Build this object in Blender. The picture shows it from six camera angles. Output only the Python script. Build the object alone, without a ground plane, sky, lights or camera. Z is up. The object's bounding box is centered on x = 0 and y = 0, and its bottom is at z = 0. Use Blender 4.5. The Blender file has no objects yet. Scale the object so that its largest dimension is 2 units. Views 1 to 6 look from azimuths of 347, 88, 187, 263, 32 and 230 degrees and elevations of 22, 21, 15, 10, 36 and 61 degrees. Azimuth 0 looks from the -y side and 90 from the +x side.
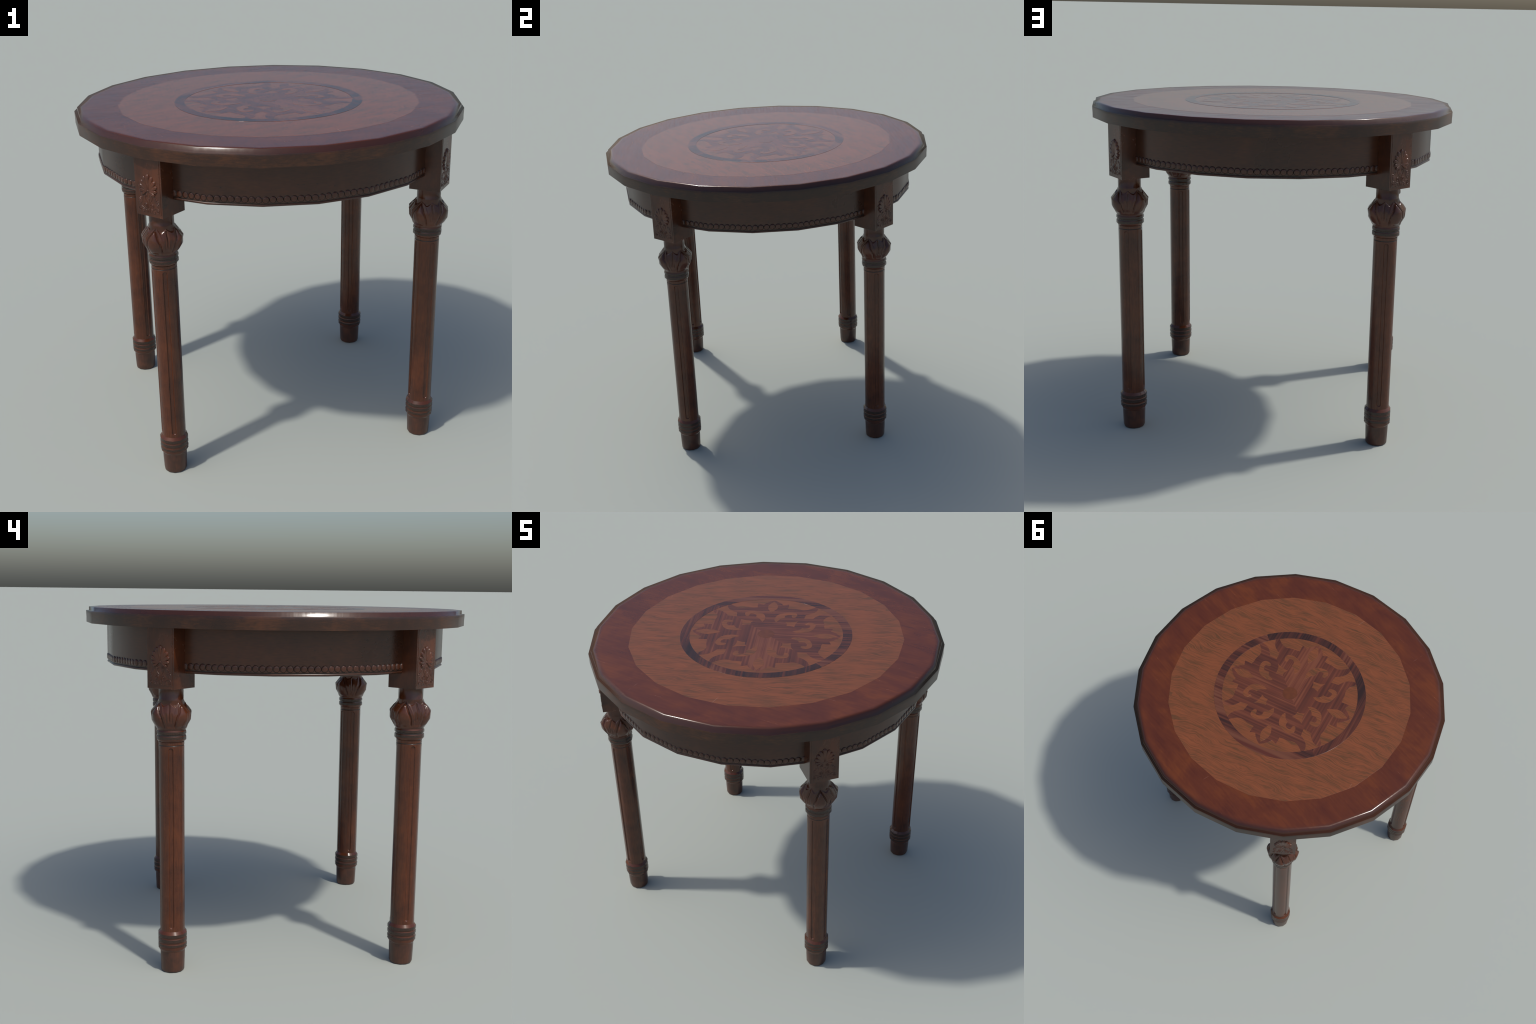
"""Round mahogany pedestal-height side table: 22-sided moulded top with marquetry
medallion, beaded apron, and four turned legs under carved corner blocks."""
import bpy, bmesh, math, random
from math import sin, cos, pi, radians, atan2, hypot
from mathutils import Vector, Matrix

random.seed(7)
SIDES = 22                       # facets of top and apron
PHASE = pi / 2                   # a corner stands on +y
AXIS = radians(24.545)           # the marquetry is turned one and a half facets
TOP_Z = 1.7538
UNDER_Z = 1.6745
LEG_XY = (0.6690, 0.5780)

# ------------------------------------------------------------------ materials
class Nodes:
    def __init__(self, name):
        self.mat = bpy.data.materials.new(name)
        self.mat.use_nodes = True
        self.t = self.mat.node_tree
        self.t.nodes.clear()
        self.out = self.t.nodes.new('ShaderNodeOutputMaterial')
        self.bsdf = self.t.nodes.new('ShaderNodeBsdfPrincipled')
        self.t.links.new(self.bsdf.outputs[0], self.out.inputs[0])
        self.tc = self.t.nodes.new('ShaderNodeTexCoord')

    def link(self, a, b):
        self.t.links.new(a, b)

    def node(self, kind, **kw):
        n = self.t.nodes.new(kind)
        for k, v in kw.items():
            setattr(n, k, v)
        return n

    def put(self, sock, val):
        if hasattr(val, 'links') or isinstance(val, bpy.types.NodeSocket):
            self.link(val, sock)
        else:
            sock.default_value = val

    def math(self, op, a, b=0.0, c=0.0, clamp=False):
        n = self.node('ShaderNodeMath', operation=op, use_clamp=clamp)
        self.put(n.inputs[0], a); self.put(n.inputs[1], b); self.put(n.inputs[2], c)
        return n.outputs[0]

    def dot(self, vec, d):
        n = self.node('ShaderNodeVectorMath', operation='DOT_PRODUCT')
        self.put(n.inputs[0], vec); n.inputs[1].default_value = d
        return n.outputs['Value']

    def mapping(self, vec=None, loc=(0, 0, 0), rot=(0, 0, 0), scale=(1, 1, 1)):
        n = self.node('ShaderNodeMapping')
        self.put(n.inputs[0], vec or self.tc.outputs['Object'])
        n.inputs[1].default_value = loc; n.inputs[2].default_value = rot
        n.inputs[3].default_value = scale
        return n.outputs[0]

    def noise(self, vec, scale, detail=4, rough=0.55, dist=0.0):
        n = self.node('ShaderNodeTexNoise')
        self.put(n.inputs['Vector'], vec)
        n.inputs['Scale'].default_value = scale
        n.inputs['Detail'].default_value = detail
        n.inputs['Roughness'].default_value = rough
        n.inputs['Distortion'].default_value = dist
        return n.outputs[0]

    def voronoi_edge(self, vec, scale):
        n = self.node('ShaderNodeTexVoronoi', feature='DISTANCE_TO_EDGE')
        self.put(n.inputs['Vector'], vec); n.inputs['Scale'].default_value = scale
        return n.outputs[0]

    def combine(self, x, y, z):
        n = self.node('ShaderNodeCombineXYZ')
        self.put(n.inputs[0], x); self.put(n.inputs[1], y); self.put(n.inputs[2], z)
        return n.outputs[0]

    def ramp(self, fac, stops, interp='LINEAR'):
        n = self.node('ShaderNodeValToRGB')
        cr = n.color_ramp; cr.interpolation = interp
        while len(cr.elements) < len(stops):
            cr.elements.new(0.5)
        for e, (p, c) in zip(cr.elements, stops):
            e.position = p
            e.color = (c, c, c, 1) if not isinstance(c, (tuple, list)) else (*c, 1)
        self.put(n.inputs[0], fac)
        return n.outputs[0]

    def mix(self, fac, a, b, mode='MIX'):
        n = self.node('ShaderNodeMix', data_type='RGBA', blend_type=mode)
        self.put(n.inputs[0], fac)
        self.put(n.inputs[6], (*a, 1) if isinstance(a, tuple) else a)
        self.put(n.inputs[7], (*b, 1) if isinstance(b, tuple) else b)
        return n.outputs[2]

    def scratches(self, scale, rot, thin=0.012, keep=0.63):
        """sparse hairlines: edges of stretched cells, kept only in a few patches"""
        v = self.mapping(rot=(0.3, 0.2, rot), scale=(1, 0.25, 1))
        e = self.voronoi_edge(v, scale)
        line = self.ramp(e, [(0.0, 1.0), (thin, 0.0)])
        patch = self.ramp(self.noise(self.mapping(loc=(3, 1, 2)), 6.0, 2), [(keep, 0.0), (keep + 0.06, 1.0)])
        return self.math('MULTIPLY', line, patch)

    def finish(self, color, rough, bump=None, strength=0.1, dist=0.002, coat=0.0, spec=0.5):
        self.put(self.bsdf.inputs['Base Color'], color if not isinstance(color, tuple) else (*color, 1))
        self.put(self.bsdf.inputs['Roughness'], rough)
        self.bsdf.inputs['Specular IOR Level'].default_value = spec
        if coat:
            self.bsdf.inputs['Coat Weight'].default_value = coat
            self.bsdf.inputs['Coat Roughness'].default_value = 0.22
        if bump is not None:
            b = self.node('ShaderNodeBump')
            b.inputs['Strength'].default_value = strength
            b.inputs['Distance'].default_value = dist
            self.put(b.inputs['Height'], bump)
            self.link(b.outputs[0], self.bsdf.inputs['Normal'])
        return self.mat


def wood_body(name, lo, mid, hi, grain=(14, 14, 1.2), rough=0.34, pits=False, scratch=False, cloud=5.0,
              grain_amount=0.45, bump=0.06):
    """polished mahogany: clouds of tone, fine grain stretched along one axis"""
    n = Nodes(name)
    c = n.noise(n.tc.outputs['Object'], cloud, 5, 0.6, 0.4)
    g = n.noise(n.mapping(scale=grain), 12.0, 5, 0.65)
    f = n.math('MULTIPLY_ADD', g, grain_amount, n.math('MULTIPLY', c, 1.05 - grain_amount))
    col = n.ramp(f, [(0.36, lo), (0.52, mid), (0.70, hi)])
    speck = n.ramp(n.noise(n.tc.outputs['Object'], 260.0, 2, 0.6), [(0.45, 0.0), (0.75, 1.0)])
    col = n.mix(n.math('MULTIPLY', speck, 0.35), col, hi)
    if scratch:
        s = n.scratches(5.0, 0.6)
        col = n.mix(n.math('MULTIPLY', s, 0.5), col, (0.30, 0.18, 0.11))
    if pits:
        p = n.ramp(n.noise(n.mapping(scale=(1, 1, 1.4)), 70.0, 1, 0.4), [(0.745, 0.0), (0.77, 1.0)])
        col = n.mix(n.math('MULTIPLY', p, 0.75), col, (0.008, 0.008, 0.009))
    r = n.math('MULTIPLY_ADD', c, 0.16, rough - 0.08)
    return n.finish(col, r, g if bump else None, bump, 0.001)


MAT = {}

def build_materials():
    MAT['leg'] = wood_body('leg_mahogany', (0.037, 0.0110, 0.0048), (0.076, 0.0200, 0.0069), (0.128, 0.034, 0.0092), rough=0.21)
    MAT['bulb'] = wood_body('bulb_mahogany', (0.040, 0.013, 0.007), (0.074, 0.021, 0.009), (0.115, 0.032, 0.011), rough=0.17, grain_amount=0.15, bump=0)
    MAT['block'] = wood_body('block_mahogany', (0.032, 0.0115, 0.006), (0.062, 0.018, 0.0075), (0.110, 0.030, 0.010), rough=0.26, grain_amount=0.2, bump=0.03, cloud=7.0)
    MAT['bead'] = wood_body('bead_mahogany', (0.038, 0.014, 0.008), (0.064, 0.020, 0.0095), (0.100, 0.030, 0.012), rough=0.27)
    MAT['apron'] = wood_body('apron_mahogany', (0.032, 0.0120, 0.0065), (0.054, 0.0180, 0.0085), (0.085, 0.027, 0.010),
                             grain=(2.0, 2.0, 16.0), rough=0.30, pits=True, cloud=3.0)
    MAT['rim'] = wood_body('rim_mahogany', (0.016, 0.0078, 0.0048), (0.028, 0.0108, 0.0056), (0.085, 0.028, 0.009),
                           grain=(2.2, 2.2, 14.0), rough=0.33, cloud=4.0)
    MAT['foot'] = wood_body('foot_mahogany', (0.030, 0.015, 0.011), (0.060, 0.023, 0.014), (0.105, 0.036, 0.018), cloud=16.0, rough=0.32)

    # dark browns for groove lines, bead outlines and ring bands
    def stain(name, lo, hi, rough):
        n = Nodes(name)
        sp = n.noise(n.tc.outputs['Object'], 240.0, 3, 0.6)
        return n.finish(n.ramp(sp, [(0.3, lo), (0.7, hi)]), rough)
    MAT['dark'] = stain('dark_groove_brown', (0.010, 0.008, 0.006), (0.024, 0.018, 0.013), 0.45)
    MAT['stain'] = stain('dark_band_brown', (0.022, 0.013, 0.009), (0.050, 0.024, 0.015), 0.26)

    # border veneer of the top
    n = Nodes('border_veneer')
    cl = n.noise(n.mapping(rot=(0, 0, radians(-30)), scale=(1, 1.8, 1)), 3.6, 5, 0.6, 0.5)
    st = n.noise(n.mapping(rot=(0, 0, radians(-30)), scale=(1.3, 16, 1)), 5.0, 5, 0.65)
    fine = n.noise(n.tc.outputs['Object'], 300.0, 3, 0.6)
    f = n.math('MULTIPLY_ADD', cl, 0.72, n.math('MULTIPLY', st, 0.28))
    col = n.ramp(f, [(0.34, (0.068, 0.015, 0.0060)), (0.50, (0.095, 0.022, 0.0068)), (0.66, (0.135, 0.034, 0.0070))])
    col = n.mix(n.math('MULTIPLY', n.ramp(fine, [(0.5, 0.0), (0.8, 1.0)]), 0.25), col, (0.18, 0.042, 0.012))
    s = n.scratches(2.2, 1.1, 0.004, 0.64)
    col = n.mix(n.math('MULTIPLY', s, 0.4), col, (0.30, 0.17, 0.12))
    rad = n.node('ShaderNodeVectorMath', operation='LENGTH')          # dark stained moulding round the edge
    n.link(n.mapping(scale=(1, 1, 0)), rad.inputs[0])
    edge = n.math('MULTIPLY_ADD', cl, 0.016, rad.outputs['Value'])
    stain = n.mix(fine, (0.026, 0.010, 0.007), (0.058, 0.017, 0.009))
    col = n.mix(n.ramp(n.math('MULTIPLY', n.math('SUBTRACT', edge, 0.950), 16.0), [(0.0, 0.0), (0.52, 0.92)]), col, stain)
    MAT['border'] = n.finish(col, n.math('MULTIPLY_ADD', st, 0.36, 0.02))

    # light veneer, grain along the medallion axis, olive flecks
    n = Nodes('light_veneer')
    al = (cos(AXIS), sin(AXIS), 0); ac = (-sin(AXIS), cos(AXIS), 0)
    u = n.dot(n.tc.outputs['Object'], al); v = n.dot(n.tc.outputs['Object'], ac)
    warp = n.noise(n.combine(n.math('MULTIPLY', u, 2.2), n.math('MULTIPLY', v, 4.0), 0.0), 1.6, 3, 0.5, 0.2)
    wv = n.math('MULTIPLY_ADD', warp, 0.14, v)
    fig = n.noise(n.combine(n.math('MULTIPLY', u, 2.6), n.math('MULTIPLY', wv, 85.0), 0.0), 1.6, 4, 0.6, 0.25)
    fleck = n.noise(n.combine(n.math('MULTIPLY', u, 4.0), n.math('MULTIPLY', wv, 210.0), 0.0), 1.0, 3, 0.6)
    patch = n.noise(n.combine(n.math('MULTIPLY', u, 4.5), n.math('MULTIPLY', v, 14.0), 2.0), 1.5, 4, 0.6)
    f = n.math('ADD', n.math('MULTIPLY', fig, 0.42), n.math('ADD', n.math('MULTIPLY', fleck, 0.28), n.math('MULTIPLY', patch, 0.30)))
    col = n.ramp(f, [(0.37, (0.088, 0.041, 0.0150)), (0.45, (0.122, 0.046, 0.0168)), (0.50, (0.166, 0.053, 0.019)), (0.63, (0.212, 0.064, 0.022))])
    s = n.scratches(2.0, 0.2, 0.0035, 0.64)
    col = n.mix(n.math('MULTIPLY', s, 0.35), col, (0.35, 0.22, 0.16))
    MAT['light'] = n.finish(col, n.math('MULTIPLY_ADD', fig, 0.10, 0.12))

    # striped rosewood: two half fields mitred along one diagonal
    def rosewood(name, dark, mid, red, pale, wide, dim, faded=False):
        n = Nodes(name)
        P = n.tc.outputs['Object']
        m = AXIS + pi / 4
        side = n.math('GREATER_THAN', n.dot(P, (cos(m), sin(m), 0)), 0.0)
        u = n.dot(P, al); v = n.dot(P, ac)
        vv = n.math('ADD', n.math('MULTIPLY', side, v), n.math('MULTIPLY', n.math('SUBTRACT', 1.0, side), n.math('ADD', u, 3.3)))
        uu = n.math('ADD', n.math('MULTIPLY', side, u), n.math('MULTIPLY', n.math('SUBTRACT', 1.0, side), n.math('MULTIPLY', v, -1.0)))
        a = n.noise(n.combine(n.math('MULTIPLY', uu, 0.5), n.math('MULTIPLY', vv, 68.0), 0.0), 1.0, 2, 0.5)
        b = n.noise(n.combine(n.math('MULTIPLY', uu, 1.0), n.math('MULTIPLY', vv, wide), 4.0), 1.0, 2, 0.5)
        c = n.noise(n.combine(n.math('MULTIPLY', uu, 3.5), n.math('MULTIPLY', vv, 5.0), 7.0), 1.0, 2, 0.5)
        f = n.math('ADD', n.math('MULTIPLY', a, 0.40), n.math('ADD', n.math('MULTIPLY', b, 0.34), n.math('MULTIPLY', c, 0.30)))
        f = n.math('SUBTRACT', f, n.math('MULTIPLY', n.math('SUBTRACT', 1.0, side), dim))
        if not faded:                    # a paler streak runs down the middle of each half
            w = n.math('ADD', n.math('MULTIPLY', side, v), n.math('MULTIPLY', n.math('SUBTRACT', 1.0, side), u))
            pale_run = n.math('SUBTRACT', 1.0, n.math('MULTIPLY', n.math('ABSOLUTE', n.math('ADD', w, 0.015)), 9.0), clamp=True)
            f = n.math('MULTIPLY_ADD', pale_run, 0.055, n.math('SUBTRACT', f, 0.012))
        col = n.ramp(f, [(0.39, dark), (0.47, mid), (0.54, red), (0.61, pale)])
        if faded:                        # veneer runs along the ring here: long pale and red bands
            band = n.ramp(n.math('MULTIPLY', n.math('SUBTRACT', n.math('MULTIPLY_ADD', c, 0.012, v), 0.406), 10.0),
                          [(0.10, mid), (0.30, pale), (0.48, pale), (0.58, (0.085, 0.022, 0.012)), (0.72, (0.085, 0.022, 0.012)), (0.84, pale)])
            col = n.mix(n.ramp(n.math('MULTIPLY', n.math('SUBTRACT', v, 0.395), 20.0), [(0.2, 0.0), (0.9, 0.9)]), col, band)
        return n.finish(col, n.math('MULTIPLY_ADD', a, 0.15, 0.10))
    MAT['rose'] = rosewood('striped_rosewood', (0.060, 0.019, 0.011), (0.088, 0.027, 0.014), (0.115, 0.033, 0.016), (0.160, 0.052, 0.024), 24.0, 0.0)
    MAT['ring'] = rosewood('ring_rosewood', (0.026, 0.012, 0.008), (0.055, 0.019, 0.011), (0.090, 0.025, 0.013), (0.135, 0.048, 0.024), 15.0, 0.045, True)

    n = Nodes('centre_veneer')
    cl = n.noise(n.tc.outputs['Object'], 40.0, 4, 0.6)
    MAT['disc'] = n.finish(n.ramp(cl, [(0.3, (0.094, 0.028, 0.010)), (0.7, (0.128, 0.038, 0.012))]), 0.17)


# ------------------------------------------------------------------ helpers
def obj_from(mesh, name, parent=None, loc=(0, 0, 0), rot=0.0):
    o = bpy.data.objects.new(name, mesh)
    bpy.context.scene.collection.objects.link(o)
    if parent:
        o.parent = parent
    o.location = loc
    o.rotation_euler = (0, 0, rot)
    return o


def mesh_from_bm(bm, name, mats, smooth=True):
    me = bpy.data.meshes.new(name)
    bm.to_mesh(me); bm.free()
    for m in mats:
        me.materials.append(m)
    for p in me.polygons:
        p.use_smooth = smooth
    return me


def polygon_lathe(name, prof, mats, sharp=(), mat_of=lambda i: 0, closed=False, cap_bottom=False, cap_top=False, tilts=None):
    """profile [(r, z)] swept round the 22-sided polygon; rows in `sharp` keep a hard edge"""
    bm = bmesh.new()
    rows = []
    for r, z in prof:
        rows.append([bm.verts.new((r * cos(PHASE + 2 * pi * k / SIDES), r * sin(PHASE + 2 * pi * k / SIDES), z)) for k in range(SIDES)])
    n = len(rows)
    last = n if closed else n - 1
    for i in range(last):
        a, b = rows[i], rows[(i + 1) % n]
        for k in range(SIDES):
            f = bm.faces.new((a[k], a[(k + 1) % SIDES], b[(k + 1) % SIDES], b[k]))
            f.material_index = mat_of(i)
    if cap_bottom:
        f = bm.faces.new(list(reversed(rows[0]))); f.material_index = mat_of(0)
    if cap_top:
        f = bm.faces.new(rows[-1]); f.material_index = mat_of(n - 1)
    for i in sharp:
        for k in range(SIDES):
            e = bm.edges.get((rows[i][k], rows[i][(k + 1) % SIDES]))
            e.smooth = False
    bmesh.ops.recalc_face_normals(bm, faces=bm.faces)
    me = mesh_from_bm(bm, name, mats)
    if tilts:                        # round the moulding in shading: tilt from vertical per run
        flat = []
        for p in me.polygons:
            i = p.index // SIDES
            for v in p.vertices:
                row, k = divmod(v, SIDES)
                a = radians(tilts[i][0] if row == i else tilts[i][1]); th = PHASE + 2 * pi * k / SIDES
                flat.append((sin(a) * cos(th), sin(a) * sin(th), cos(a)))
        me.normals_split_custom_set(flat)
    return me


def sstep(a, b, x):
    t = max(0.0, min(1.0, (x - a) / (b - a)))
    return t * t * (3 - 2 * t)


def lerp_table(tab, x):
    if x <= tab[0][0]:
        return tab[0][1]
    for (x0, y0), (x1, y1) in zip(tab, tab[1:]):
        if x <= x1:
            return y0 + (y1 - y0) * (x - x0) / (x1 - x0)
    return tab[-1][1]


GIRTH = 1.018                    # corner radius over the mean radius read off the outlines

def turned(name, groups, mats, phase, seg=48, relief=None, step=None, dark=None, caps=(False, False)):
    """Turned wood on a 12-sided core. groups: smooth runs of (r, z) from top to bottom; each run
    is shaded smoothly by itself. relief(theta, z) cuts into the surface."""
    verts, norms, faces, fm = [], [], [], []
    poly = lambda th: cos(pi / 12) / cos(((th - phase) % (pi / 6)) - pi / 12)
    eps = 0.0006
    for g in groups:
        segn = []
        for (r0, z0), (r1, z1) in zip(g, g[1:]):
            L = hypot(r1 - r0, z1 - z0)
            segn.append(((z0 - z1) / L, (r1 - r0) / L))
        vn = []
        for i in range(len(g)):
            a = segn[max(i - 1, 0)]; b = segn[min(i, len(segn) - 1)]
            x, y = a[0] + b[0], a[1] + b[1]
            q = hypot(x, y); vn.append((x / q, y / q))
        rows = []
        for i in range(len(g) - 1):
            (r0, z0), (r1, z1) = g[i], g[i + 1]
            k = max(1, int(math.ceil(hypot(r1 - r0, z1 - z0) / step))) if step else 1
            for j in range(k + (1 if i == len(g) - 2 else 0)):
                t = j / k
                rows.append((r0 + (r1 - r0) * t, z0 + (z1 - z0) * t, vn[i][0] * (1 - t) + vn[i + 1][0] * t, vn[i][1] * (1 - t) + vn[i + 1][1] * t))
        base = len(verts)
        for r, z, nr, nz in rows:
            q = hypot(nr, nz); nr /= q; nz /= q
            for s in range(seg):
                th = phase + 2 * pi * s / seg
                d = relief(th, z) if relief else 0.0
                rr = r * GIRTH * poly(th) + d
                e = Vector((cos(th), sin(th), 0)); tt = Vector((-sin(th), cos(th), 0))
                nrm = e * nr + Vector((0, 0, nz))
                if relief:
                    da = (relief(th + eps / r, z) - relief(th - eps / r, z)) / (2 * eps)
                    dz = (relief(th, z + eps) - relief(th, z - eps)) / (2 * eps)
                    da = max(-1.8, min(1.8, da)); dz = max(-1.8, min(1.8, dz))
                    tz = Vector((0, 0, 1)) * nr - e * nz
                    nrm = nrm - tt * da - tz * dz
                nrm.normalize()
                verts.append((rr * e.x, rr * e.y, z)); norms.append(nrm)
        for i in range(len(rows) - 1):
            zc = 0.5 * (rows[i][1] + rows[i + 1][1])
            for s in range(seg):
                a = base + i * seg + s; b = base + i * seg + (s + 1) % seg
                faces.append((a, a + seg, b + seg, b))
                fm.append(1 if dark and dark(zc) else 0)
    n0 = seg
    if caps[0]:
        c = len(verts); verts += [verts[s] for s in range(seg)]; norms += [Vector((0, 0, 1))] * seg
        faces.append(tuple(c + s for s in range(seg))); fm.append(0)
    if caps[1]:
        last = (len(verts) - (seg if caps[0] else 0)) - seg
        c = len(verts); verts += [verts[last + s] for s in range(seg)]; norms += [Vector((0, 0, -1))] * seg
        faces.append(tuple(c + s for s in reversed(range(seg)))); fm.append(0)
    me = bpy.data.meshes.new(name)
    me.from_pydata(verts, [], faces)
    for m in mats:
        me.materials.append(m)
    for p, mi in zip(me.polygons, fm):
        p.use_smooth = True; p.material_index = mi
    me.normals_split_custom_set_from_vertices(norms)
    return me


def catmull(pts, n=6):
    out = []
    P = [2 * Vector(pts[0]) - Vector(pts[1])] + [Vector(p) for p in pts] + [2 * Vector(pts[-1]) - Vector(pts[-2])]
    for i in range(1, len(P) - 2):
        p0, p1, p2, p3 = P[i - 1:i + 3]
        for j in range(n):
            t = j / n
            out.append(0.5 * (2 * p1 + (p2 - p0) * t + (2 * p0 - 5 * p1 + 4 * p2 - p3) * t * t + (3 * p1 - p0 - 3 * p2 + p3) * t ** 3))
    return out                       # end point left to the next run


def runs_to_path(runs, n=6):
    """chain of smooth runs meeting at corners; each run starts where the last one ended"""
    path = []
    for r in runs:
        path += catmull(r, n) if len(r) > 2 else [Vector(r[0])]
    return path


def pol(r, deg):
    return (r * cos(radians(deg)), r * sin(radians(deg)))


def inlay_slab(name, loops, z_top, mat, bevel=0.0005, depth=0.008):
    """flat veneer piece with softened edge; first loop is the outline, the others are holes"""
    cu = bpy.data.curves.new(name, 'CURVE')
    cu.dimensions = '2D'; cu.fill_mode = 'BOTH'
    cu.extrude = depth / 2 - bevel; cu.bevel_depth = bevel; cu.bevel_resolution = 1; cu.offset = -bevel
    for lp in loops:
        sp = cu.splines.new('POLY'); sp.points.add(len(lp) - 1); sp.use_cyclic_u = True
        for p, q in zip(sp.points, lp):
            p.co = (q[0], q[1], 0, 1)
    o = bpy.data.objects.new(name, cu)
    bpy.context.scene.collection.objects.link(o)
    dg = bpy.context.evaluated_depsgraph_get()
    me = bpy.data.meshes.new_from_object(o.evaluated_get(dg))
    bpy.data.objects.remove(o); bpy.data.curves.remove(cu)
    me.name = name
    me.transform(Matrix.Translation((0, 0, z_top - depth / 2)))
    me.materials.clear(); me.materials.append(mat)
    for p in me.polygons:
        p.use_smooth = False; p.material_index = 0
    return me


def turn(path, a):
    c, s = cos(a), sin(a)
    return [(c * p[0] - s * p[1], s * p[0] + c * p[1]) for p in path]


def flip(path):
    return [(p[0], -p[1]) for p in reversed(path)]


# ------------------------------------------------------------------ table top
def build_top(table):
    prof = [(0.0005, UNDER_Z), (0.86, UNDER_Z), (0.999, UNDER_Z), (0.999, 1.700), (1.0, 1.720), (1.0, 1.730), (1.0, 1.7345),
            (0.985, 1.7345), (0.985, TOP_Z), (0.975, TOP_Z), (0.967, TOP_Z), (0.958, TOP_Z), (0.946, TOP_Z), (0.5, TOP_Z), (0.0005, TOP_Z)]
    tilts = [(180, 180), (180, 180), (90, 90), (90, 88), (88, 78), (78, 64), (62, 60), (62, 54), (54, 45), (45, 27), (27, 5), (5, 0), (0, 0), (0, 0)]
    mat_of = lambda i: 0 if i <= 5 else 1
    me = polygon_lathe('tabletop', prof, [MAT['rim'], MAT['border']], mat_of=mat_of, tilts=tilts)
    top = obj_from(me, 'tabletop', table)

    disc = [(0.777 * cos(PHASE + 2 * pi * k / SIDES), 0.777 * sin(PHASE + 2 * pi * k / SIDES)) for k in range(SIDES)]
    obj_from(inlay_slab('light_veneer', [disc], TOP_Z + 0.0003, MAT['light'], 0.0003), 'light_veneer', top)

    # dark scrolling field: one eighth, mirrored and turned
    T = [pol(.424, 0), pol(.410, 2.7), pol(.389, 6.4), pol(.367, 9.2)]
    S1 = [pol(.367, 9.2), pol(.385, 13.9)]
    S2 = [pol(.385, 13.9), pol(.358, 15.0), pol(.337, 15.6)]
    A1 = [pol(.337, 15.6), pol(.341, 20), pol(.350, 24), pol(.355, 28), pol(.362, 31), pol(.380, 33.5), pol(.405, 35), pol(.436, 35.8)]
    E1 = [pol(.436, 35.8), pol(.436, 38.4)]
    A2 = [pol(.436, 38.4), pol(.420, 39.8), pol(.400, 41.0), pol(.375, 41.4), pol(.346, 40.8), pol(.321, 39.3)]
    V = [pol(.321, 39.3), pol(.303, 41.4), pol(.279, 45)]
    eighth = runs_to_path([T, S1, S2, A1, E1, A2, V])
    whole = []
    for q in range(4):
        a = AXIS + q * pi / 2
        half = eighth + [Vector(V[-1])]
        whole += turn(flip(half)[:-1], a) + turn(half[:-1], a)
    # flip() runs from the star axis in to the leaf tip; the shared points are dropped once
    st = runs_to_path([[pol(.148, 45), pol(.157, 42), pol(.166, 38), pol(.178, 31.6)],
                       [pol(.178, 31.6), pol(.186, 35.5), pol(.198, 39.2), pol(.218, 43.2), pol(.241, 45)]])
    diag = lambda p: (p[1], p[0])
    star = [tuple(p) for p in st] + [pol(.241, 45)] + [diag(p) for p in reversed(st[1:])]
    holes = [turn(star, AXIS + q * pi / 2) for q in range(4)]
    obj_from(inlay_slab('scroll_field', [whole] + holes, TOP_Z + 0.0006, MAT['rose']), 'scroll_field', top)

    scroll = runs_to_path([
        [pol(.150, 15.5), pol(.169, 10), pol(.195, 8.2), pol(.230, 9.2), pol(.256, 12.3), pol(.274, 16.6), pol(.289, 20.8),
         pol(.299, 25), pol(.300, 29), pol(.289, 32.2), pol(.272, 34.0), pol(.256, 34.4), pol(.247, 32.6), pol(.249, 30.4),
         pol(.258, 28.9), pol(.266, 28.0)],
        [pol(.266, 28.0), pol(.268, 26.0), pol(.260, 22.8), pol(.246, 20.8), pol(.229, 21.4), pol(.213, 23.6)],
        [pol(.213, 23.6), pol(.203, 20.6), pol(.187, 18.2), pol(.168, 17.4), pol(.150, 15.5)]])
    alm = runs_to_path([[pol(.261, 0), pol(.290, 3.3), pol(.326, 5.1), pol(.356, 4.4), pol(.385, 2.1), pol(.406, 0)]])
    almond = [tuple(p) for p in alm] + [pol(.406, 0)] + [(p[0], -p[1]) for p in reversed(alm[1:])]
    me_s = inlay_slab('scroll', [[tuple(p) for p in scroll]], TOP_Z + 0.0010, MAT['light'])
    me_m = inlay_slab('scroll', [flip(scroll)], TOP_Z + 0.0010, MAT['light'])
    me_a = inlay_slab('leaf_inlay', [almond], TOP_Z + 0.0010, MAT['light'])

    def turned_copy(me, name, a):
        m = me.copy(); m.transform(Matrix.Rotation(a, 4, 'Z'))
        obj_from(m, name, top)
    for q in range(4):
        a = AXIS + q * pi / 2
        turned_copy(me_s, 'scroll', a); turned_copy(me_m, 'scroll', a); turned_copy(me_a, 'leaf_inlay', a)
    circ = lambda r, n=128: [(r * cos(2 * pi * k / n), r * sin(2 * pi * k / n)) for k in range(n)]
    obj_from(inlay_slab('medallion_ring', [circ(.487), circ(.434)], TOP_Z + 0.0011, MAT['ring'], 0.0011), 'medallion_ring', top)
    obj_from(inlay_slab('centre_disc', [circ(.0475, 48)], TOP_Z + 0.0010, MAT['disc']), 'centre_disc', top)


# ------------------------------------------------------------------ apron and beads
APR = 0.892

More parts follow.
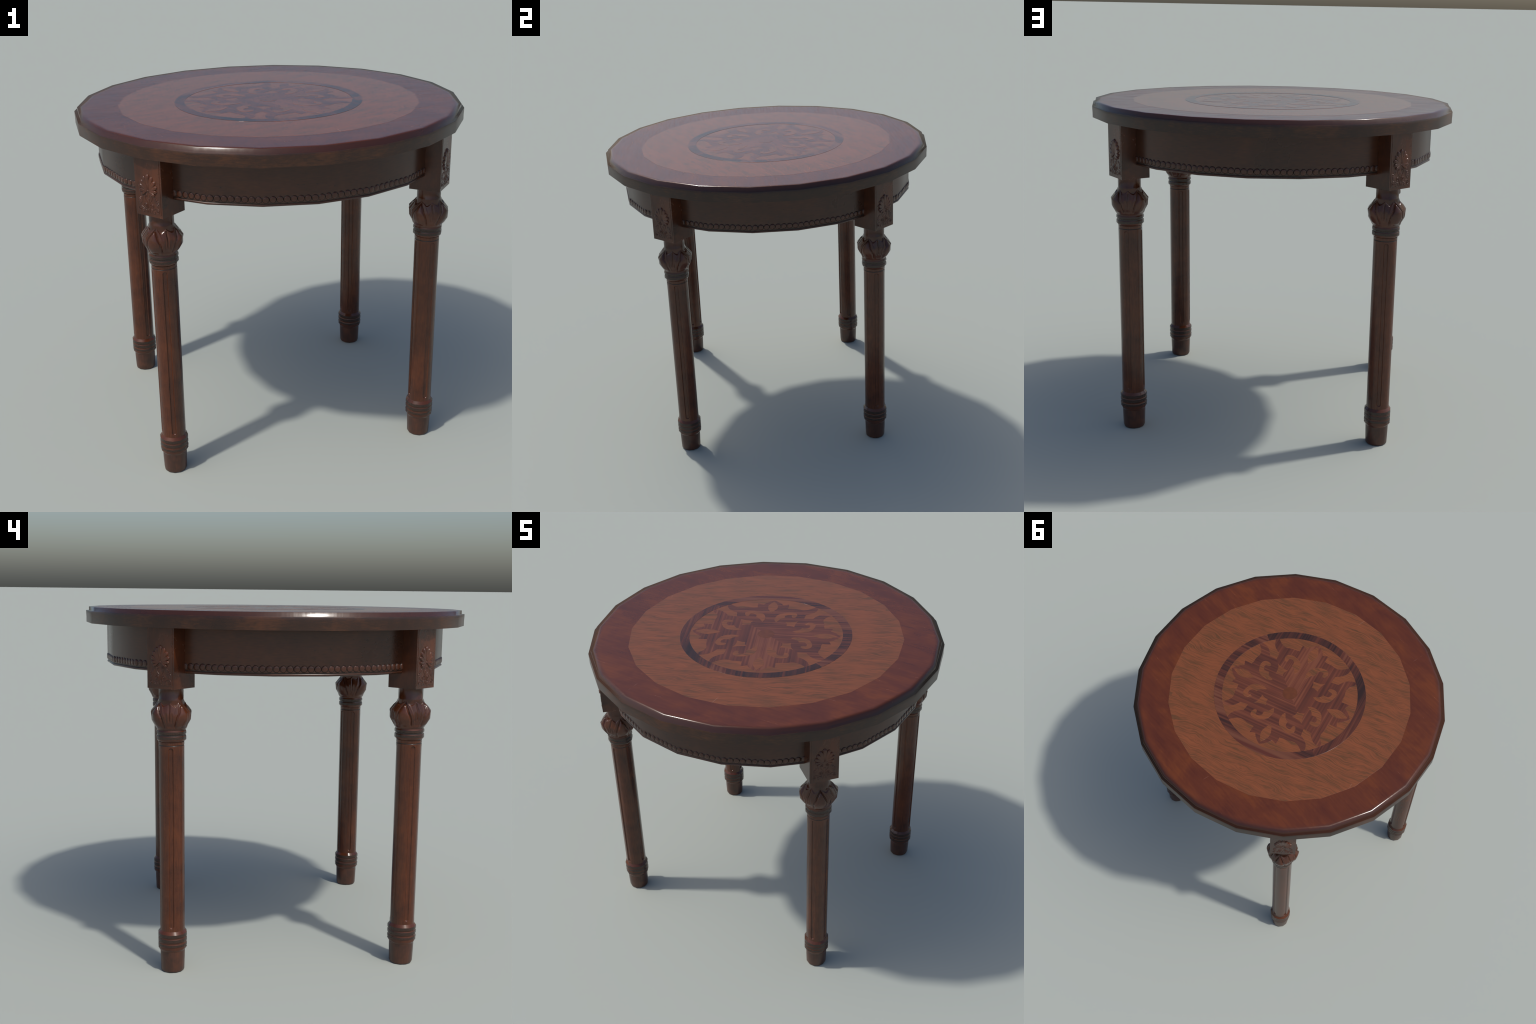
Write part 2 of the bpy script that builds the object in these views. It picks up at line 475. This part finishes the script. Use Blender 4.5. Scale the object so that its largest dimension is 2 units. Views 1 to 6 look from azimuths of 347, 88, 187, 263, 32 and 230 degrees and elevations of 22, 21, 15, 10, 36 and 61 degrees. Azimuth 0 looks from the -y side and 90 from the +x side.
def build_apron(table):
    prof = [(0.730, 1.685), (0.730, 1.4650), (0.7315, 1.4635), (0.888, 1.4635), (0.8925, 1.4665), (0.8935, 1.4700), (0.8925, 1.4735),
            (0.8895, 1.4755), (0.8895, 1.4790), (APR, 1.4795), (APR, 1.560), (APR, 1.685)]
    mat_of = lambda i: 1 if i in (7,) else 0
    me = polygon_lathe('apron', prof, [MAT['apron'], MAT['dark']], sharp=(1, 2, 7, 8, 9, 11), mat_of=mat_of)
    apron = obj_from(me, 'apron', table)

    # one bead: a low dome on a flat dark disc
    bm = bmesh.new()
    n = 20
    def loop(r, h):
        return [bm.verts.new((h, r * cos(2 * pi * k / n), r * sin(2 * pi * k / n))) for k in range(n)]
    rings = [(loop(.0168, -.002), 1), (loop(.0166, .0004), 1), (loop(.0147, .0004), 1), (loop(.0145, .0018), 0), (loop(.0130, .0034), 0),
             (loop(.009, .0043), 0), (loop(.004, .0047), 0)]
    for (a, _), (b, m) in zip(rings, rings[1:]):
        for k in range(n):
            f = bm.faces.new((a[k], a[(k + 1) % n], b[(k + 1) % n], b[k])); f.material_index = m
    f = bm.faces.new(rings[-1][0]); f.material_index = 0
    bmesh.ops.recalc_face_normals(bm, faces=bm.faces)
    me = mesh_from_bm(bm, 'bead', [MAT['bead'], MAT['dark']])
    per = 8
    apo = APR * cos(pi / SIDES); length = 2 * APR * sin(pi / SIDES)
    leg_ang = [atan2(LEG_XY[1] * sy, LEG_XY[0] * sx) for sx in (1, -1) for sy in (1, -1)]
    for f in range(SIDES):
        mid = PHASE + 2 * pi * (f + 0.5) / SIDES
        for b in range(per):
            t = ((b + 0.5) / per - 0.5) * length
            x = apo * cos(mid) - t * sin(mid); y = apo * sin(mid) + t * cos(mid)
            if any(abs((atan2(y, x) - a + pi) % (2 * pi) - pi) < 0.076 / APR for a in leg_ang):
                continue                                   # swallowed by a corner block
            obj_from(me, 'bead', apron, (x, y, 1.4968), mid)


# ------------------------------------------------------------------ legs
def tube(bm, pts, r0, r1=None, seg=7, squash=0.8):
    r1 = r0 if r1 is None else r1
    rings = []
    N = len(pts)
    for i, p in enumerate(pts):
        t = (Vector(pts[min(i + 1, N - 1)]) - Vector(pts[max(i - 1, 0)])).normalized()
        side = Vector((1, 0, 0)).cross(t).normalized()
        r = r0 + (r1 - r0) * i / (N - 1)
        rings.append([bm.verts.new(Vector(p) + side * (r * cos(2 * pi * k / seg)) + Vector((1, 0, 0)) * (r * squash * sin(2 * pi * k / seg))) for k in range(seg)])
    for a, b in zip(rings, rings[1:]):
        for k in range(seg):
            bm.faces.new((a[k], a[(k + 1) % seg], b[(k + 1) % seg], b[k]))
    bm.faces.new(rings[0]); bm.faces.new(list(reversed(rings[-1])))


def petal(bm, base, tip, width, h, x0, crease=0.35, lengthwise=12, across=9):
    b = Vector((base[0], base[1])); t = Vector((tip[0], tip[1])); d = t - b; nrm = Vector((-d.y, d.x)).normalized()
    grid = []
    for i in range(lengthwise + 1):
        u = i / lengthwise
        w = width * (0.16 + 0.84 * sin(min(u / 0.74, 1.0) * pi / 2) ** 1.3) * math.sqrt(max(0.0, 1 - max(0.0, (u - 0.74) / 0.26) ** 2))
        row = []
        for j in range(across):
            v = 2 * j / (across - 1) - 1
            hh = h * (0.45 + 0.55 * u) * (math.sqrt(max(0, 1 - v * v)) * (1 - crease * math.exp(-(v / 0.28) ** 2) * (1 - u * 0.4)))
            q = b + d * u + nrm * (w * v)
            row.append(bm.verts.new((x0 + hh * math.sqrt(max(0.0, 1 - max(0.0, (u - 0.8) / 0.2) ** 2)) - 0.0004, q.x, q.y)))
        grid.append(row)
    for r0, r1 in zip(grid, grid[1:]):
        for a, c, e, f in zip(r0, r0[1:], r1[1:], r1):
            bm.faces.new((a, c, e, f))


def ball(bm, s, z, r, x0):
    bmesh.ops.create_uvsphere(bm, u_segments=10, v_segments=7, radius=r, matrix=Matrix.Translation((x0, s, z)))


def spiral(cs, cz, r0, r1, a0, a1, x0, n=22):
    return [(x0, cs + (r0 + (r1 - r0) * i / n) * cos(a0 + (a1 - a0) * i / n), cz + (r0 + (r1 - r0) * i / n) * sin(a0 + (a1 - a0) * i / n)) for i in range(n + 1)]


def carving_mesh(x0):
    """palmette over paired volutes, drawn in the plane of the block's outer face"""
    bm = bmesh.new()
    hub = (0, 1.518)
    tips = [(0.025, 1.586), (0.043, 1.566), (0.0545, 1.542), (0.053, 1.516), (0.041, 1.496)]
    wid = [0.0122, 0.0118, 0.0110, 0.0098, 0.0080]
    for (s, z), w in reversed(list(zip(tips, wid))):
        for m in (1, -1):
            petal(bm, (hub[0] + m * 0.004, hub[1] - 0.002), (m * s, z), w, 0.0095, x0, 0.3)
    petal(bm, hub, (0, 1.5965), 0.0128, 0.0108, x0, 0.3)
    ball(bm, 0, 1.517, 0.0062, x0)
    for m in (1, -1):
        # side fan
        for k, a in enumerate((-35, -5, 25, 55, 85)):
            petal(bm, (m * 0.036, 1.462), (m * (0.036 + 0.0265 * cos(radians(a))), 1.462 + 0.0265 * sin(radians(a))), 0.0052, 0.0032, x0, 0.2, 8, 7)
        # upper volutes and the stems that carry them
        tube(bm, spiral(m * 0.0135, 1.4915, 0.0085, 0.002, pi / 2 - m * pi / 2, pi / 2 - m * pi / 2 + m * 3.2 * pi, x0), 0.0019, 0.0013)
        ball(bm, m * 0.0135, 1.4915, 0.0026, x0 + 0.0006)
        tube(bm, [Vector((x0, p[0], p[1])) for p in catmull([(m * 0.022, 1.4915), (m * 0.0185, 1.474), (m * 0.007, 1.458), (m * 0.004, 1.440), (m * 0.006, 1.418), (m * 0.010, 1.411)], 6)], 0.0021, 0.0018)
        # lower volutes
        tube(bm, spiral(m * 0.0205, 1.4455, 0.0115, 0.0025, pi / 2 + m * pi / 2, pi / 2 + m * pi / 2 - m * 3.6 * pi, x0), 0.0021, 0.0014)
        ball(bm, m * 0.0205, 1.4455, 0.003, x0 + 0.0006)
        tube(bm, [Vector((x0, p[0], p[1])) for p in catmull([(m * 0.009, 1.4455), (m * 0.013, 1.433), (m * 0.024, 1.4285), (m * 0.036, 1.4345), (m * 0.047, 1.4385), (m * 0.058, 1.434), (m * 0.0625, 1.4245), (m * 0.0600, 1.416)], 6)], 0.0024, 0.0018)
        tube(bm, spiral(m * 0.0535, 1.4235, 0.0090, 0.002, pi / 2 - m * pi / 2, pi / 2 - m * pi / 2 - m * 3.0 * pi, x0), 0.0019, 0.0013)
        ball(bm, m * 0.0535, 1.4235, 0.0027, x0 + 0.0006)
        # foot leaves
        petal(bm, (m * 0.012, 1.4105), (m * 0.020, 1.4265), 0.0045, 0.003, x0, 0.2, 8, 7)
        petal(bm, (m * 0.024, 1.4105), (m * 0.038, 1.4265), 0.0050, 0.003, x0, 0.2, 8, 7)
        ball(bm, m * 0.033, 1.4135, 0.0028, x0)
    petal(bm, (0, 1.4105), (0, 1.4345), 0.0050, 0.003, x0, 0.2, 8, 7)
    petal(bm, (0, 1.452), (0, 1.483), 0.0075, 0.003, x0, 0.3, 8, 7)
    bmesh.ops.recalc_face_normals(bm, faces=bm.faces)
    return mesh_from_bm(bm, 'palmette_carving', [MAT['block']])


def box_mesh(name, lo, hi, bevel, mat):
    bm = bmesh.new()
    bmesh.ops.create_cube(bm, size=1.0)
    for v in bm.verts:
        v.co = Vector([l + (h - l) * (c + 0.5) for l, h, c in zip(lo, hi, v.co)])
    bmesh.ops.bevel(bm, geom=list(bm.edges), offset=bevel, segments=2, profile=0.6, affect='EDGES')
    return mesh_from_bm(bm, name, [mat], smooth=False)


def leg_meshes(m):
    """m = +1 or -1: handedness of the turned details round the leg axis"""
    phase = m * radians(-25.7)
    leaf0 = m * radians(13.0)
    flutes = [m * radians(a) for a in (-35.7, 43.3, 137.0, 208.5)]

    def wrap(a, period):
        return (a + period / 2) % period - period / 2

    outer_w = [(1.205, 39.5), (1.230, 36), (1.265, 32), (1.290, 27), (1.312, 20), (1.322, 12), (1.331, 2), (1.334, 0)]
    inner_w = [(1.205, 26), (1.240, 24), (1.262, 21), (1.295, 12.5), (1.312, 6), (1.323, 0), (1.334, -4)]
    sep_top = [(0, 1.3275), (8, 1.3200), (18, 1.3115), (26, 1.311), (45, 1.30)]

    def bulb_relief(th, z):
        f = abs(math.degrees(wrap(th - leaf0, pi / 2)))
        g = 45 - f                                     # angle from the gap between leaves
        wo, wi = lerp_table(outer_w, z), lerp_table(inner_w, z)
        fade = sstep(1.206, 1.222, z)
        on_leaf = 1 - sstep(-1.7, 1.7, f - wo)
        low = -0.0085 + 0.0057 * sstep(1.316, 1.337, z)
        ztop = lerp_table(sep_top, g)
        on_sep = 1 - sstep(-0.0026, 0.0026, z - ztop)
        ground = low + 0.0034 * on_sep
        slit = math.exp(-(g / 2.6) ** 2) * sstep(1.235, 1.25, z) * (1 - sstep(1.312, 1.324, z))
        side = math.exp(-((g - 8.0) / 2.2) ** 2) * sstep(1.232, 1.245, z) * (1 - sstep(1.270, 1.290, z))
        ground -= (0.0052 * slit + 0.0036 * side) * on_sep
        rim = -0.0062 * math.exp(-((f - wi) / 2.3) ** 2) - 0.0004 * sstep(0, 4, f - wi)
        rim2 = -0.0006 * math.exp(-((f - 0.5 * (wi + wo) - 1.0) / 1.6) ** 2)
        swell = 0.0058 * max(0.0, 1 - (f / max(wi, 1.0)) ** 2) * sstep(0.0, 10.0, wi)
        fade *= 1 - sstep(1.332, 1.342, z)
        return fade * (0.0014 + ground * (1 - on_leaf) + (rim + rim2 + swell - 0.0030) * on_leaf)

    bulb = turned('bulb', [[(.0585, 1.396), (.0583, 1.3405), (.1000, 1.285), (.0964, 1.246), (.0700, 1.2015)]],
                  [MAT['bulb']], phase, seg=180, relief=bulb_relief, step=0.003)

    # collar: two flat bands parted by V grooves
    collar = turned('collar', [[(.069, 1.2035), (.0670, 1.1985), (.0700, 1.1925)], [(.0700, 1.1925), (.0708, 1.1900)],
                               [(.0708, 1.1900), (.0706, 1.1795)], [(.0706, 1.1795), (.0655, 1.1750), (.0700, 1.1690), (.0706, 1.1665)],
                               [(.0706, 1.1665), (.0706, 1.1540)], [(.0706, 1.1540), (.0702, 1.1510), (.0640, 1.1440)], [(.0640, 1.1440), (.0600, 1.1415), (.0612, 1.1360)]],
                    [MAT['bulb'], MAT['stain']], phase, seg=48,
                    dark=lambda z: 1.1720 < z < 1.1890 or 1.1535 < z < 1.1655)  # grey reflections on the polished bands painted in as darker wood

    hw, wall = 0.0120, 0.0034

    def shaft_relief(th, z):
        d = 0.0
        lo, hi = 0.225 + hw, 1.1135 - hw
        for f in flutes:
            a = wrap(th - f, 2 * pi)
            if abs(a) > 0.5:
                continue
            dz = max(lo - z, 0.0, z - hi)
            dist = hypot(a * 0.061, dz)
            d -= 0.0052 * sstep(0.0, wall, hw - dist)
        d -= 0.0012 * sstep(0.0030, 0.0012, abs(z - 1.1235)) if abs(z - 1.1235) < 0.0030 else 0.0
        return d

    zs = [1.140, 1.1275]
    zs += [1.1275 - i * 0.001 for i in range(1, 36)]
    zs += [1.092 - i * (1.092 - 0.246) / 24 for i in range(1, 25)]
    zs += [0.246 - i * 0.0015 for i in range(1, 17)] + [0.2215, 0.206]
    zs = sorted(set(round(z, 5) for z in zs), reverse=True)
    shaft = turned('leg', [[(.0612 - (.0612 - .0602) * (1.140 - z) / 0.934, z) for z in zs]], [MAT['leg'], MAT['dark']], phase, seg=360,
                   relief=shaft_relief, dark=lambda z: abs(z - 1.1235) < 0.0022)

    ring = turned('ankle_ring', [[(.0602, .2085), (.0704, .1945)], [(.0704, .1945), (.0705, .1795)], [(.0705, .1795), (.0662, .1765), (.0704, .1700)],
                                 [(.0704, .1700), (.0704, .1550)], [(.0704, .1550), (.0662, .1515), (.0704, .1430)], [(.0704, .1430), (.0704, .1325)], [(.0704, .1325), (.0676, .1295), (.0704, .1225), (.0640, .1110)],
                                 [(.0640, .1110), (.0606, .1065), (.0602, .1020)]],
                  [MAT['bulb'], MAT['stain']], phase, seg=48,
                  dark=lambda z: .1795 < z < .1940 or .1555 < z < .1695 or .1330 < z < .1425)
    foot = turned('foot', [[(.0604, .1050), (.0596, .0700), (.0572, .0080), (.0560, .0030)], [(.0560, .0030), (.0545, 0.0)]], [MAT['foot']], phase, seg=48, caps=(False, True))
    return dict(leg=shaft, bulb=bulb, collar=collar, ankle_ring=ring, foot=foot)


def build_legs(table):
    block = box_mesh('corner_block', (-0.0785, -0.0795, 1.3930), (0.0775, 0.0795, 1.690), 0.0016, MAT['block'])
    panel = box_mesh('panel', (0.060, -0.0705, 1.4085), (0.0788, 0.0705, 1.690), 0.0012, MAT['block'])
    carve = carving_mesh(0.0788)
    sets = {1: leg_meshes(1), -1: leg_meshes(-1)}
    for sx in (1, -1):
        for sy in (1, -1):
            ms = sets[1 if sx * sy > 0 else -1]
            x, y = LEG_XY[0] * sx, LEG_XY[1] * sy
            leg = obj_from(ms['leg'], 'leg', table, (x, y, 0), atan2(y, x))
            for part in ('bulb', 'collar', 'ankle_ring', 'foot'):
                obj_from(ms[part], part, leg)
            obj_from(block, 'corner_block', leg)
            obj_from(panel, 'panel', leg)
            obj_from(carve, 'palmette_carving', leg)


def main():
    build_materials()
    table = bpy.data.objects.new('round_table', None)
    bpy.context.scene.collection.objects.link(table)
    table['label'] = 'round dark mahogany table with inlaid top and four turned legs'
    table['category'] = 'table'
    build_top(table)
    build_apron(table)
    build_legs(table)


main()
